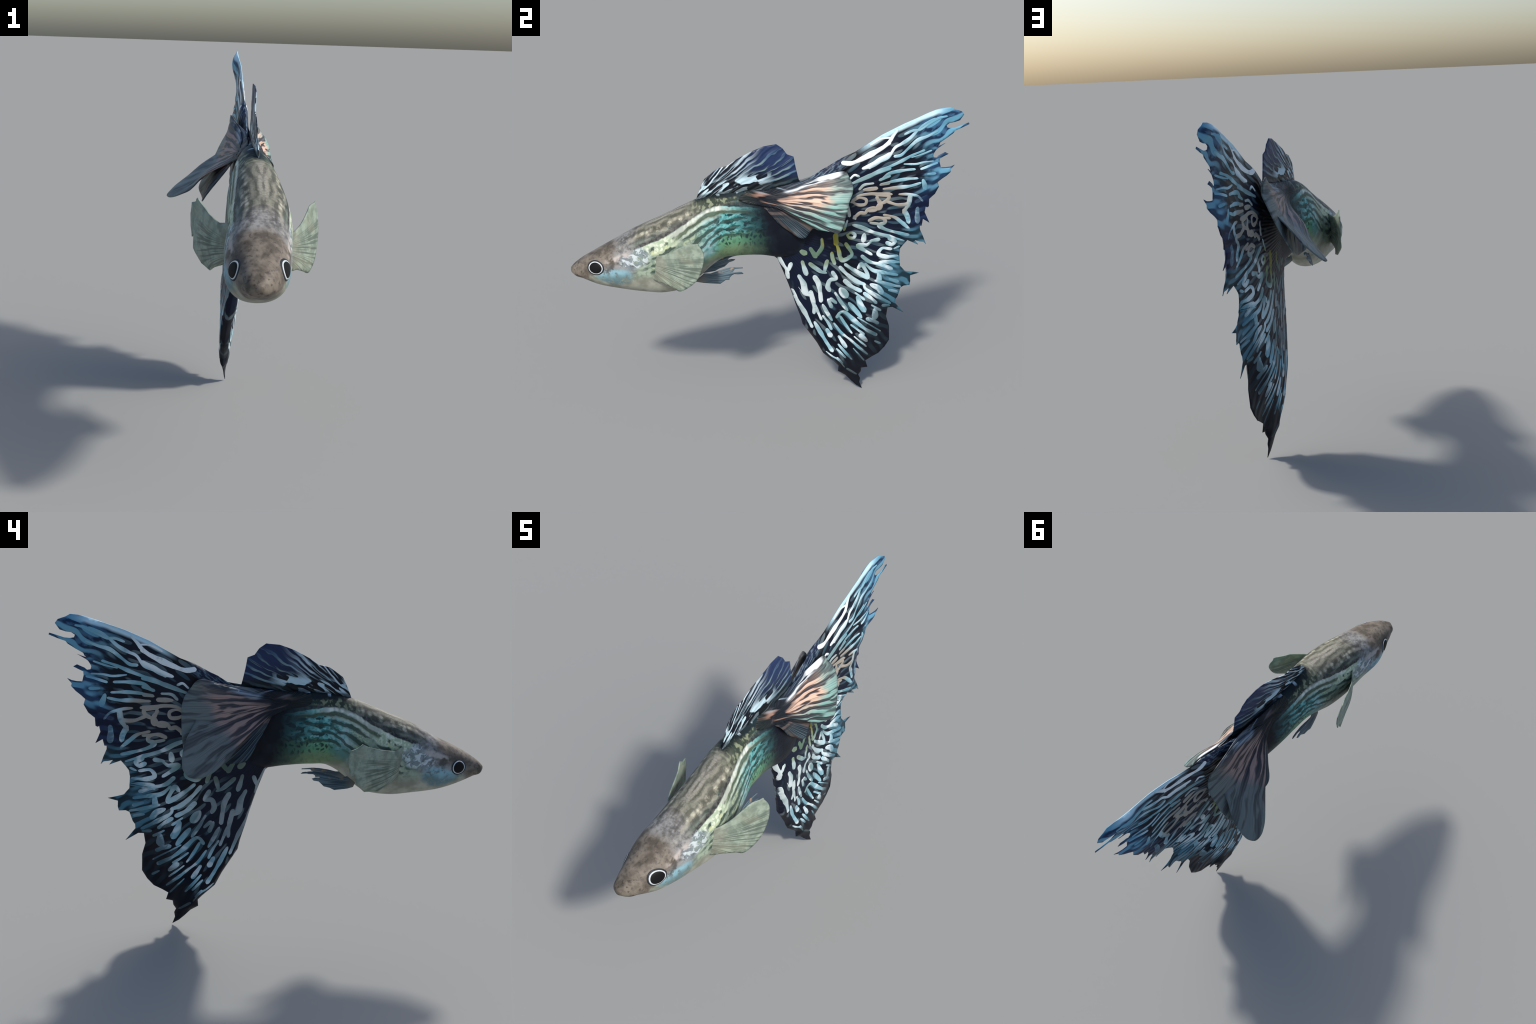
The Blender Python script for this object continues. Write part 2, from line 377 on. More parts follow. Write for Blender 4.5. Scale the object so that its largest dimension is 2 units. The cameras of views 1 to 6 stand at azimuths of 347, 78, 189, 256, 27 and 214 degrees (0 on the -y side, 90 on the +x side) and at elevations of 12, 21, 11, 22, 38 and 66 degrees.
def sheet(name, loop, parent, mat, normal=None, extra=(), thick=.008, taper=.05, edge=.0012,
          grid=.012, rounded=True, hub=None, rays=0, ray_amp=.0, ripple=0.0, fixed=None, bulge=None, faces=None):
    """closed sheet bounded by a 3D loop, bulging to `thick` half-thickness, with fin-ray ridges from `hub`"""
    B = resample(loop, grid*1.1, rounded)
    c = sum(B, Vector())/len(B)
    if normal is None:
        normal = Vector()
        for i in range(len(B)): normal += (B[i]-c).cross(B[(i+1) % len(B)]-c)
    n = Vector(normal).normalized()
    e1 = Vector((0, 1, 0)); e1 = (e1-n*e1.dot(n)).normalized(); e2 = n.cross(e1)
    pr = lambda p: ((Vector(p)-c).dot(e1), (Vector(p)-c).dot(e2))
    b2 = [pr(p) for p in B]
    src = list(fixed) if fixed else list(loop)+list(extra)
    f = tps([pr(p) for p in src], [(Vector(p)-c).dot(n) for p in src])
    b2a = np.array(b2)
    lo, hi = b2a.min(0), b2a.max(0)
    gx, gy = np.meshgrid(np.arange(lo[0], hi[0], grid), np.arange(lo[1], hi[1], grid*.87))
    gx = gx+(np.arange(gx.shape[0]) % 2)[:, None]*grid*.5
    Q = np.c_[gx.ravel(), gy.ravel()]
    # inside test and edge distance
    A0, A1 = b2a, np.roll(b2a, -1, 0)
    ins = np.zeros(len(Q), bool)
    for p, q in zip(A0, A1):
        if p[1] == q[1]: continue
        m = ((p[1] > Q[:, 1]) != (q[1] > Q[:, 1])) & (Q[:, 0] < (q[0]-p[0])*(Q[:, 1]-p[1])/(q[1]-p[1])+p[0])
        ins ^= m
    def edge_dist(X):
        X = np.atleast_2d(X); best = np.full(len(X), 9.0)
        for p, q in zip(A0, A1):
            d = q-p; t = np.clip(((X-p)@d)/max(d@d, 1e-12), 0, 1)
            best = np.minimum(best, np.linalg.norm(X-(p+t[:, None]*d), axis=1))
        return best
    Q = Q[ins]; Q = Q[edge_dist(Q) > grid*.5]
    pts = [Vector(p) for p in b2]+[Vector(p) for p in Q]
    nb = len(b2)
    vo, _, fo, ov, _, _ = delaunay_2d_cdt(pts, [], [list(range(nb))], 1, 1e-7)
    X = np.array([tuple(v) for v in vo]); D = edge_dist(X); off = f(X)
    onb = D < 1e-5
    h = edge+(thick-edge)*np.clip(D/taper, 0, 1)**.7
    if faces:      # two measured faces instead of one mid surface
        W = X+np.array([c.y, c.z]); fr, fl = faces[0](W)-c.x, faces[1](W)-c.x
        k = np.sqrt(np.clip(D/.022, 0, 1))
        off = off*(1-k)+.5*(fr+fl)*k; h = edge+k*np.maximum(.5*(fr-fl)-edge, .0006)
    if rays:
        hb = np.array(pr(hub)); th = np.arctan2(X[:, 1]-hb[1], X[:, 0]-hb[0]); rr = np.hypot(X[:, 0]-hb[0], X[:, 1]-hb[1])
        rd = np.sin(th*rays+2.0*np.sin(rr*9))
        h = h+ray_amp*rd*np.clip(D/.03, 0, 1)
        off = off+ripple*np.sin(th*rays*.21+rr*6)*np.clip(rr/.4, 0, 1)*np.clip(D/.02, 0, 1)
    base = [c+e1*float(x[0])+e2*float(x[1]) for x in X]
    if bulge:
        h = h+np.array([bulge(p) for p in base])*np.clip(D/.06, 0, 1)
    up = [p+n*float(o+a) for p, o, a in zip(base, off, h)]
    dn = [p+n*float(o-a) for p, o, a in zip(base, off, h)]
    N = len(X); faces = []
    edges = {}
    for t in fo:
        t = list(t)
        a, b, cc = (X[i] for i in t[:3])
        if (b[0]-a[0])*(cc[1]-a[1])-(b[1]-a[1])*(cc[0]-a[0]) < 0: t = t[::-1]
        faces.append(tuple(t)); faces.append(tuple(N+i for i in reversed(t)))
        for i in range(len(t)):
            p, q = t[i], t[(i+1) % len(t)]
            if (q, p) in edges: del edges[(q, p)]
            else: edges[(p, q)] = 1
    for p, q in edges: faces.append((q, p, N+p, N+q))
    me = mesh_from(name, up+dn, faces)
    return add(name, me, parent, mat)

# ------------------------------------------------------------------ caudal fin
# The fin is a lens of flesh: two gently twisted faces x = f(y, z) that share the rim.
TAIL_RIM = [(.193, .967, 1.496), (.184, .997, 1.445), (.186, .919, 1.239), (.161, .783, .835), (.125, .759, .663), (.111, .679, .447),
            (.064, .458, .006), (.178, .905, 1.531), (.171, .891, 1.431), (.174, .876, 1.354), (.165, .818, 1.299), (.164, .899, 1.298),
            (.162, .861, 1.234), (.148, .858, 1.126), (.142, .809, 1.027), (.137, .811, .938), (.118, .668, .790), (.045, .400, .060),
            (.126, .660, .716), (.128, .680, .600), (.128, .646, .546), (.118, .596, .483), (.112, .604, .380), (.098, .607, .290),
            (.095, .584, .250), (.085, .550, .210), (.085, .510, .190), (.075, .480, .170), (.090, .260, 1.26), (.108, .430, 1.342),
            (.135, .620, 1.447), (.155, .750, 1.495)]
TAIL_RIGHT = [(.116, .378, 1.288), (.169, .773, 1.158), (.136, .562, 1.10), (.135, .473, 1.162), (.091, .225, .631), (.083, .147, .658),
              (.087, .295, .546), (.095, .152, .763), (.092, .345, .546), (.105, .417, .492), (.121, .547, .660), (.092, .361, .602),
              (.120, .531, .605), (.137, .621, .643), (.105, .447, .532), (.125, .519, .462), (.091, .343, .474), (.109, .462, .328),
              (.078, .354, .306), (.057, .291, .360), (.065, .058, .783), (.105, .473, .683), (.110, .336, .736), (.159, .633, 1.311),
              (.157, .710, 1.226), (.176, .800, 1.206), (.146, .577, 1.314), (.154, .647, 1.114), (.142, .564, 1.15), (.062, .090, .640),
              (.058, .120, .545), (.050, .150, .450), (.062, .050, .730), (.040, .205, .340), (.040, .262, .235), (.050, .338, .145), (.084, .450, .130), (.158, .700, .920), (.098, .400, .830), (.102, .400, .950), (.110, .180, .950), (.100, .150, 1.10)]
TAIL_LEFT = [(.016, .337, .466), (.067, .527, .592), (.022, .361, .587), (.046, .466, .337), (.096, .595, .497), (.094, .610, .629),
             (.066, .497, .533), (.060, .512, .434), (.030, .434, .491), (.071, .541, .646), (.012, .198, .755), (.008, .147, .752),
             (.047, .478, .704), (.123, .766, 1.174), (.098, .485, 1.175), (.079, .538, .988), (.070, .328, 1.269), (.135, .798, 1.221),
             (.121, .626, 1.317), (.116, .721, 1.026), (.097, .570, 1.114), (.117, .642, 1.123), (.133, .757, 1.257), (.006, .090, .640),
             (.0, .120, .545), (-.006, .150, .450), (-.010, .205, .340), (-.004, .262, .235), (.010, .338, .145), (.038, .430, .110), (.016, .050, .730), (.064, .420, 1.0), (.046, .400, .850), (.142, .850, 1.455), (.128, .800, 1.470), (.152, .915, 1.495), (.010, .180, .950), (.020, .150, 1.10)]
def face(pts): return tps([(p[1], p[2]) for p in pts], [p[0] for p in pts], 1e-3)
_right, _left = face(TAIL_RIM+TAIL_RIGHT), face(TAIL_RIM+TAIL_LEFT)
# rim in (y, z), three stretches: leading upper edge, ragged trailing margin, lower edge
TAIL_UPPER = [(.10, 1.16), (.201, 1.223), (.257, 1.260), (.296, 1.279), (.362, 1.316), (.430, 1.342), (.520, 1.394), (.564, 1.420),
              (.625, 1.447), (.673, 1.468), (.739, 1.491), (.786, 1.509), (.834, 1.525), (.871, 1.533), (.904, 1.535)]
TAIL_MARGIN = [(.922, 1.524), (.957, 1.511), (.970, 1.494), (.951, 1.466), (.926, 1.458), (.902, 1.455), (.886, 1.444), (.891, 1.432),
               (.906, 1.429), (.932, 1.431), (.965, 1.442), (.996, 1.451), (.999, 1.443), (.961, 1.427), (.928, 1.415), (.919, 1.403),
               (.885, 1.380), (.853, 1.361), (.847, 1.347), (.838, 1.340), (.880, 1.356), (.843, 1.333), (.833, 1.325), (.824, 1.311),
               (.819, 1.299), (.823, 1.286), (.838, 1.284), (.849, 1.294), (.881, 1.309), (.898, 1.299), (.874, 1.287), (.855, 1.277),
               (.854, 1.259), (.861, 1.231), (.884, 1.231), (.906, 1.234), (.926, 1.243), (.907, 1.219), (.910, 1.207), (.891, 1.186),
               (.869, 1.169), (.851, 1.152), (.859, 1.127), (.840, 1.090), (.811, 1.065), (.809, 1.026), (.800, 1.021), (.793, 1.025),
               (.788, .997), (.811, .939), (.797, .949), (.779, .961), (.771, .927), (.761, .927), (.761, .908), (.774, .873),
               (.788, .830), (.775, .844), (.754, .847), (.733, .854), (.750, .829), (.698, .854), (.678, .830), (.663, .809),
               (.658, .776), (.661, .715), (.686, .684), (.726, .675), (.761, .667), (.715, .654), (.716, .622), (.711, .602),
               (.680, .602), (.662, .593), (.647, .545), (.636, .528), (.635, .507), (.682, .446), (.622, .484), (.596, .483),
               (.589, .431), (.605, .373), (.607, .289), (.584, .248), (.552, .211), (.518, .193), (.483, .171), (.493, .133),
               (.462, .128), (.459, .105), (.446, .085), (.455, .064), (.451, .039), (.463, .002)]
TAIL_LOWER = [(.432, .024), (.405, .053), (.379, .084), (.342, .108), (.344, .142), (.322, .167), (.264, .224), (.231, .292),
              (.202, .340), (.156, .412), (.145, .458), (.118, .541), (.100, .603), (.083, .658), (.058, .731), (.030, .808),
              (-.005, .838), (-.01, .95), (.03, 1.08)]

def tail_tints(g):
    """shared colour map of the tail: pale mark colour, ink colour, and the masks of margin and tip"""
    y, z = g.y, g.z
    dy, dz = y-(-.05), z-1.0
    r = g.math('SQRT', dy*dy+dz*dz); th = g.math('ARCTAN2', dz, dy)
    wob = g.noise(g.vec(y, z, 0), 5.5, 1)
    q = g.vec(r*8.0+(wob-.5)*1.5, th*16.0+(wob-.5)*2.0, 4)
    cov = g.noise(g.vec(y, z, 3.0), 3.2, 1)
    n = g.noise(g.vec(y, z, 0), 7, 2); n9 = g.noise(g.vec(y, z, 9), 11, 1); fine = g.noise(q, 3.5, 2)
    grain = g.noise(g.vec(y, z, 2), 60, 2)
    col = g.mix(g.ss(n, .40, .60), (.17, .28, .30), (.42, .53, .55))
    blue = g.ss(r+(n-.5)*.25, .56, .72)
    col = g.mix(blue*.75, col, g.mix(g.ss(n, .38, .62), (.15, .36, .46), (.42, .64, .74)))
    stone = g.ss((y-.54)*(y-.54)/(.17*.17)+(z-1.07)*(z-1.07)/(.12*.12), 1.2, .5)
    col = g.mix(stone, col, g.mix(n, (.22, .20, .175), (.40, .365, .315)))
    core = g.ss((y-.25)*(y-.25)/(.20*.20)+(z-.85)*(z-.85)/(.095*.095), 1.15, .6)
    col = g.mix(core, col, g.mix(g.ss(n, .42, .58), (.10, .17, .12), (.21, .28, .20)))
    yel = g.ss((y-.33)*(y-.33)/(.085*.085)+(z-.895)*(z-.895)/(.075*.075), 1.15, .7)
    col = g.mix(yel, col, g.mix(g.ss(y, .30, .38), (.22, .20, .02), (.22, .28, .13)))
    spark = g.ss(n9, .53, .60)*(1.0-core)*(1.0-stone)*g.ss(z, 1.2, .9)
    front = g.ss((th+1.12).abs(), .16, .06)*g.ss(r, .62, .40)
    col = g.mix(spark.max(front)*.70, col, (.68, .76, .79))
    zu = g.curve(y, [(.1, 1.15), (.2, 1.222), (.3, 1.282), (.43, 1.342), (.57, 1.42), (.7, 1.476), (.84, 1.525), (.92, 1.53), (1, 1.45)], .1, 1, .9, 1.6)
    d = zu-z
    flash = g.ss(d, .135, .10)*g.ss(y, .70, .58)
    col = g.mix(flash*.9, col, (.80, .85, .88))
    col = g.mix(g.ss(grain, .55, .70)*.25, col, (.16, .20, .22))
    ink = g.mix(g.ss(cov, .4, .62), (.0030, .0030, .0040), (.005, .009, .024))
    ink = g.mix(blue*.6, ink, (.004, .007, .018))
    R = g.curve(th, [(-1.2, .95), (-1.02, .98), (-.85, .86), (-.7, .80), (-.45, .76), (-.2, .80), (0, .84), (.1, .86), (.22, .93), (.33, .99), (.42, 1.08), (.6, 1.1)], -1.2, .6, .6, 1.2)
    m = r/R+(fine-.5)*.16
    marg = g.ss(m, .86, .97)
    up = g.ss(th, .09, .17); mid = g.ss(th, -.13, -.06); lowmid = g.ss(th, -.68, -.60)
    mdark = g.mix(lowmid, (.005, .006, .012), g.mix(mid, (.010, .030, .045), g.mix(up, (.005, .010, .036), (.018, .050, .115))))
    mlite = g.mix(lowmid, (.010, .018, .026), g.mix(mid, (.060, .165, .235), g.mix(up, (.010, .024, .075), (.12, .31, .46))))
    tip = g.ss(r, .82, 1.0)*g.ss(th, .28, .36)
    return dict(r=r, th=th, q=q, n=n, fine=fine, col=col, ink=ink, marg=marg, mdark=mdark, mlite=mlite, tip=tip, d=d, cov=cov)

def tail_material():
    g = G('caudal_fin_ground'); y, z = g.y, g.z
    t = tail_tints(g); th, r, n, fine, d = t['th'], t['r'], t['n'], t['fine'], t['d']
    flow = th+(g.noise(g.vec(y, z, 6), 6, 1)-.5)*.8
    a = g.gabor(g.vec(y, z, 0), 10.0, 2.2, .8, flow+1.5708)
    edge = t['marg'].max(t['tip'])
    # between the marks: black, with faint smoke-grey ghosts of further strokes
    ghost = g.ss(a, .56, .62)*g.ss(r, .30, .45)
    c = g.mix(ghost*.8, t['ink'], g.mix(g.ss(n, .4, .6), (.035, .075, .105), (.115, .155, .175)))
    # soft coloured membrane along the torn edge
    soft = g.ss(a, .46, .56)
    tipc = g.mix(soft, g.mix(g.ss(fine, .4, .6), (.010, .026, .070), (.045, .12, .22)), (.12, .32, .46))
    c = g.mix(t['marg']*.95, c, g.mix(soft, t['mdark'], t['mlite']))
    c = g.mix(t['tip']*.9, c, tipc)
    stalk = g.ss(r+(n-.5)*.14, .25, .18)
    c = g.mix(stalk, c, (.004, .006, .012))
    # leading upper edge: dark at the root, a pale white-blue stripe in the middle
    rootblue = g.ss(d, .06, .03)*g.ss(y, .42, .34)
    c = g.mix(rootblue, c, g.mix(g.ss(fine, .45, .62), (.010, .018, .045), (.10, .15, .20)))
    pale_edge = g.ss(d+(n-.5)*.025, .030, .012)*g.band(y, .48, .86, .05)
    c = g.mix(pale_edge, c, g.mix(g.ss(d, .0, .03), (.42, .66, .80), (.62, .82, .90)))
    # ink-black lower tip
    lowtip = g.ss(z+(n-.5)*.14-(y-.4)*.25, .24, .12)
    c = g.mix(lowtip*.93, c, (.006, .007, .012))
    ray = (th*150.0).sin()
    return g.finish(c, .42, .16, soft*.3+ray*.3, .4, .005)

def mark_material(name, greyer):
    g = G(name); t = tail_tints(g)
    c = g.mix(t['marg']*.75, t['col'], t['mlite'])
    c = g.mix(t['tip']*.6, c, (.15, .37, .50))
    foot = g.ss(g.z+(t['n']-.5)*.14-(g.y-.4)*.25, .26, .12)
    c = g.mix(foot*.8, c, (.035, .050, .055))
    if greyer:      # darker, greyer strokes on the -x face, low and toward the front edge
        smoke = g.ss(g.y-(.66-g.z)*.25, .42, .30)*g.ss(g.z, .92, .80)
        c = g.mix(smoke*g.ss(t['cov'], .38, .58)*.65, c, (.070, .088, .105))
    return g.finish(c, .5, .12, t['fine'], .2, .002)

TAIL_MAT = tail_material()
def tail3(p): return Vector((float(.5*(_right([p])+_left([p]))[0]), p[0], p[1]))
rim = [tail3(p) for p in TAIL_UPPER+TAIL_MARGIN+TAIL_LOWER]
tail = sheet('caudal_fin', rim, fish, TAIL_MAT, normal=(1, 0, 0), edge=.0012, grid=.010, rounded=False, fixed=rim[::3],
             hub=(.06, -.05, 1.0), rays=95, ray_amp=.0010, faces=(_right, _left))

# Pale marks: slightly raised pads that lie on both faces of the fin.  Each is (half width, spine points (y, z)).
MARKS_LOWER = [
    (0.0103, (0.036, 0.818), (0.053, 0.78), (0.07, 0.749), (0.076, 0.704)), (0.0114, (0.09, 0.783), (0.077, 0.748)), 
    (0.0135, (0.147, 0.79), (0.154, 0.762), (0.164, 0.727)), 
    (0.0114, (0.185, 0.78), (0.208, 0.758), (0.24, 0.732), (0.261, 0.723)), 
    (0.0122, (0.272, 0.785), (0.264, 0.758), (0.258, 0.729)), (0.0103, (0.299, 0.825), (0.302, 0.799), (0.312, 0.769)), 
    (0.0156, (0.145, 0.851), (0.158, 0.842)), (0.0148, (0.19, 0.86), (0.212, 0.822)), 
    (0.0121, (0.248, 0.905), (0.248, 0.866), (0.223, 0.83)), (0.0194, (0.322, 0.914), (0.324, 0.88)), 
    (0.0122, (0.329, 0.863), (0.337, 0.834), (0.342, 0.805)), 
    (0.0087, (0.386, 0.91), (0.405, 0.921), (0.427, 0.906), (0.419, 0.89), (0.397, 0.894), (0.386, 0.91)), 
    (0.0122, (0.378, 0.862), (0.397, 0.831), (0.409, 0.801), (0.381, 0.782), (0.353, 0.78), (0.342, 0.802)), 
    (0.0136, (0.474, 0.899), (0.471, 0.871)), (0.0123, (0.513, 0.866), (0.546, 0.87)), 
    (0.0115, (0.505, 0.856), (0.486, 0.844), (0.441, 0.847), (0.469, 0.821), (0.508, 0.793)), 
    (0.0137, (0.595, 0.847), (0.617, 0.836), (0.633, 0.852), (0.605, 0.872)), 
    (0.0110, (0.612, 0.811), (0.568, 0.819), (0.549, 0.788), (0.595, 0.769), (0.644, 0.769)), 
    (0.0069, (0.634, 0.812), (0.655, 0.821)), (0.0110, (0.464, 0.784), (0.502, 0.751), (0.556, 0.732), (0.613, 0.705)), 
    (0.0105, (0.556, 0.743), (0.61, 0.741), (0.654, 0.735)), 
    (0.0105, (0.481, 0.739), (0.518, 0.704), (0.565, 0.69), (0.639, 0.67)), 
    (0.0121, (0.373, 0.751), (0.421, 0.712), (0.47, 0.677), (0.491, 0.664), (0.486, 0.693), (0.459, 0.742), (0.443, 0.726)), 
    (0.0121, (0.342, 0.742), (0.382, 0.694), (0.432, 0.649), (0.469, 0.631)), 
    (0.0112, (0.469, 0.631), (0.479, 0.602), (0.536, 0.559), (0.603, 0.512)), (0.0152, (0.549, 0.688), (0.547, 0.65)), 
    (0.0100, (0.532, 0.645), (0.589, 0.625), (0.656, 0.601)), (0.0111, (0.605, 0.649), (0.641, 0.633)), 
    (0.0145, (0.511, 0.623), (0.542, 0.605), (0.56, 0.577)), (0.0084, (0.6, 0.588), (0.64, 0.574))]
MARKS_BOTTOM = [
    (0.0138, (0.369, 0.66), (0.405, 0.623), (0.448, 0.596)), 
    (0.0132, (0.302, 0.718), (0.322, 0.679), (0.289, 0.678), (0.276, 0.643), (0.285, 0.618)), 
    (0.0159, (0.131, 0.71), (0.151, 0.668), (0.16, 0.618), (0.189, 0.598)), 
    (0.0125, (0.188, 0.617), (0.205, 0.541), (0.207, 0.493)), (0.0095, (0.211, 0.534), (0.245, 0.448)), 
    (0.0143, (0.208, 0.703), (0.23, 0.655), (0.242, 0.562)), (0.0208, (0.351, 0.608), (0.372, 0.577)), 
    (0.0095, (0.318, 0.595), (0.344, 0.546), (0.378, 0.494)), (0.0125, (0.282, 0.558), (0.296, 0.521)), 
    (0.0125, (0.296, 0.563), (0.317, 0.543)), (0.0078, (0.426, 0.583), (0.467, 0.546)), 
    (0.0156, (0.436, 0.554), (0.45, 0.514), (0.465, 0.488)), (0.0117, (0.473, 0.577), (0.509, 0.546), (0.528, 0.525)), 
    (0.0123, (0.392, 0.527), (0.422, 0.488), (0.447, 0.452)), (0.0073, (0.508, 0.51), (0.552, 0.478)), 
    (0.0197, (0.523, 0.477), (0.523, 0.445)), (0.0135, (0.485, 0.435), (0.518, 0.418), (0.535, 0.406)), 
    (0.0107, (0.569, 0.502), (0.598, 0.497)), (0.0100, (0.253, 0.531), (0.275, 0.485), (0.299, 0.44)), 
    (0.0118, (0.53, 0.334), (0.469, 0.379), (0.415, 0.431), (0.369, 0.48), (0.343, 0.481), (0.327, 0.458)), 
    (0.0079, (0.343, 0.457), (0.369, 0.409), (0.4, 0.359)), (0.0057, (0.416, 0.333), (0.48, 0.266)), 
    (0.0073, (0.399, 0.405), (0.431, 0.376), (0.464, 0.348)), (0.0148, (0.448, 0.34), (0.477, 0.307)), 
    (0.0084, (0.255, 0.464), (0.282, 0.421), (0.299, 0.382)), (0.0147, (0.279, 0.374), (0.295, 0.342)), 
    (0.0077, (0.313, 0.415), (0.349, 0.359), (0.396, 0.314), (0.442, 0.263), (0.489, 0.214)), 
    (0.0114, (0.339, 0.333), (0.372, 0.273)), (0.0075, (0.336, 0.286), (0.37, 0.238), (0.404, 0.193)), 
    (0.0063, (0.328, 0.258), (0.372, 0.203)), (0.0046, (0.413, 0.259), (0.445, 0.215), (0.474, 0.175)), 
    (0.0114, (0.213, 0.427), (0.24, 0.371), (0.272, 0.306), (0.303, 0.249)), 
    (0.0117, (0.098, 0.627), (0.128, 0.556), (0.16, 0.493), (0.197, 0.406)), 
    (0.0052, (0.276, 0.241), (0.305, 0.212), (0.337, 0.189), (0.368, 0.143)), (0.0064, (0.384, 0.13), (0.432, 0.093)), 
    (0.0064, (0.331, 0.202), (0.358, 0.169)), (0.0045, (0.432, 0.447), (0.485, 0.408), (0.555, 0.352)), 
    (0.0069, (0.53, 0.291), (0.557, 0.273))]
MARKS_UPPER = [
    (0.0055, (0.509, 1.373), (0.556, 1.398), (0.602, 1.403)), 
    (0.0082, (0.501, 1.317), (0.548, 1.347), (0.596, 1.383), (0.616, 1.409), (0.641, 1.436)), 
    (0.0085, (0.498, 1.26), (0.541, 1.286), (0.588, 1.308), (0.622, 1.353), (0.656, 1.37), (0.7, 1.395), (0.739, 1.43), (0.778, 1.46), (0.825, 1.48)), 
    (0.0070, (0.677, 1.417), (0.715, 1.431), (0.753, 1.433), (0.797, 1.458), (0.845, 1.483), (0.882, 1.49)), 
    (0.0095, (0.623, 1.311), (0.654, 1.316), (0.689, 1.344), (0.738, 1.382), (0.787, 1.397), (0.835, 1.417)), 
    (0.0090, (0.497, 1.222), (0.545, 1.243), (0.602, 1.263), (0.654, 1.284), (0.708, 1.308), (0.768, 1.327)), 
    (0.0055, (0.67, 1.267), (0.729, 1.262), (0.768, 1.268), (0.819, 1.268)), 
    (0.0050, (0.709, 1.298), (0.758, 1.308), (0.808, 1.323)), 
    (0.0095, (0.554, 1.195), (0.592, 1.224), (0.656, 1.234), (0.72, 1.235)), 
    (0.0090, (0.555, 1.172), (0.617, 1.183), (0.676, 1.188), (0.733, 1.188)), 
    (0.0101, (0.57, 1.146), (0.641, 1.148), (0.7, 1.151), (0.748, 1.162)), (0.0139, (0.767, 1.171), (0.781, 1.132)), 
    (0.0071, (0.757, 1.235), (0.797, 1.246), (0.84, 1.255)), (0.0076, (0.791, 1.206), (0.829, 1.203)), 
    (0.0085, (0.497, 1.122), (0.547, 1.119), (0.604, 1.115)), 
    (0.0096, (0.534, 1.113), (0.59, 1.108), (0.586, 1.083), (0.548, 1.07), (0.534, 1.113)), 
    (0.0131, (0.548, 1.065), (0.529, 1.036), (0.499, 1.034)), 
    (0.0106, (0.586, 1.077), (0.631, 1.058), (0.665, 1.055), (0.695, 1.058)), 
    (0.0076, (0.647, 1.112), (0.692, 1.108), (0.743, 1.092), (0.769, 1.064)), 
    (0.0140, (0.702, 1.099), (0.695, 1.058), (0.672, 1.017)), (0.0128, (0.672, 1.023), (0.689, 0.989), (0.695, 0.962)), 
    (0.0164, (0.744, 1.019), (0.743, 0.988), (0.746, 0.959)), 
    (0.0097, (0.574, 1.005), (0.624, 0.99), (0.66, 0.96), (0.696, 0.925)), 
    (0.0107, (0.5, 0.982), (0.53, 0.994), (0.57, 0.985), (0.576, 0.963), (0.548, 0.95), (0.582, 0.925), (0.648, 0.902), (0.692, 0.889)), 
    (0.0082, (0.501, 0.924), (0.552, 0.901), (0.603, 0.885), (0.674, 0.855))]
MARKS_HEART = [
    (0.0136, (0.37, 1.293), (0.412, 1.29), (0.476, 1.313), (0.552, 1.35), (0.594, 1.376)), 
    (0.0088, (0.406, 1.09), (0.442, 1.108), (0.478, 1.097), (0.475, 1.071), (0.439, 1.071), (0.409, 1.089)), 
    (0.0083, (0.41, 1.101), (0.442, 1.12), (0.496, 1.125), (0.596, 1.12)), 
    (0.0107, (0.421, 1.002), (0.45, 1.025), (0.476, 1.022), (0.49, 1.043), (0.516, 1.048), (0.549, 1.041), (0.552, 1.071), (0.533, 1.099)), 
    (0.0084, (0.499, 0.977), (0.539, 0.992), (0.598, 0.986)), (0.0075, (0.506, 0.965), (0.558, 0.955)), 
    (0.0116, (0.421, 0.96), (0.462, 0.943), (0.519, 0.913), (0.605, 0.883)), 
    (0.0073, (0.397, 1.211), (0.419, 1.23), (0.44, 1.222)), 
    (0.0106, (0.4, 1.185), (0.457, 1.206), (0.514, 1.226), (0.594, 1.25)), (0.0092, (0.549, 1.195), (0.594, 1.21)), 
    (0.0092, (0.553, 1.169), (0.591, 1.173)), (0.0128, (0.469, 1.261), (0.515, 1.276), (0.56, 1.305), (0.594, 1.324)), 
    (0.0082, (0.445, 1.156), (0.467, 1.176), (0.51, 1.18)), (0.0110, (0.47, 1.15), (0.528, 1.152)), 
    (0.0092, (0.388, 1.066), (0.395, 1.016)), (0.0083, (0.384, 0.987), (0.369, 0.943)), 
    (0.0083, (0.421, 1.009), (0.426, 0.997))]

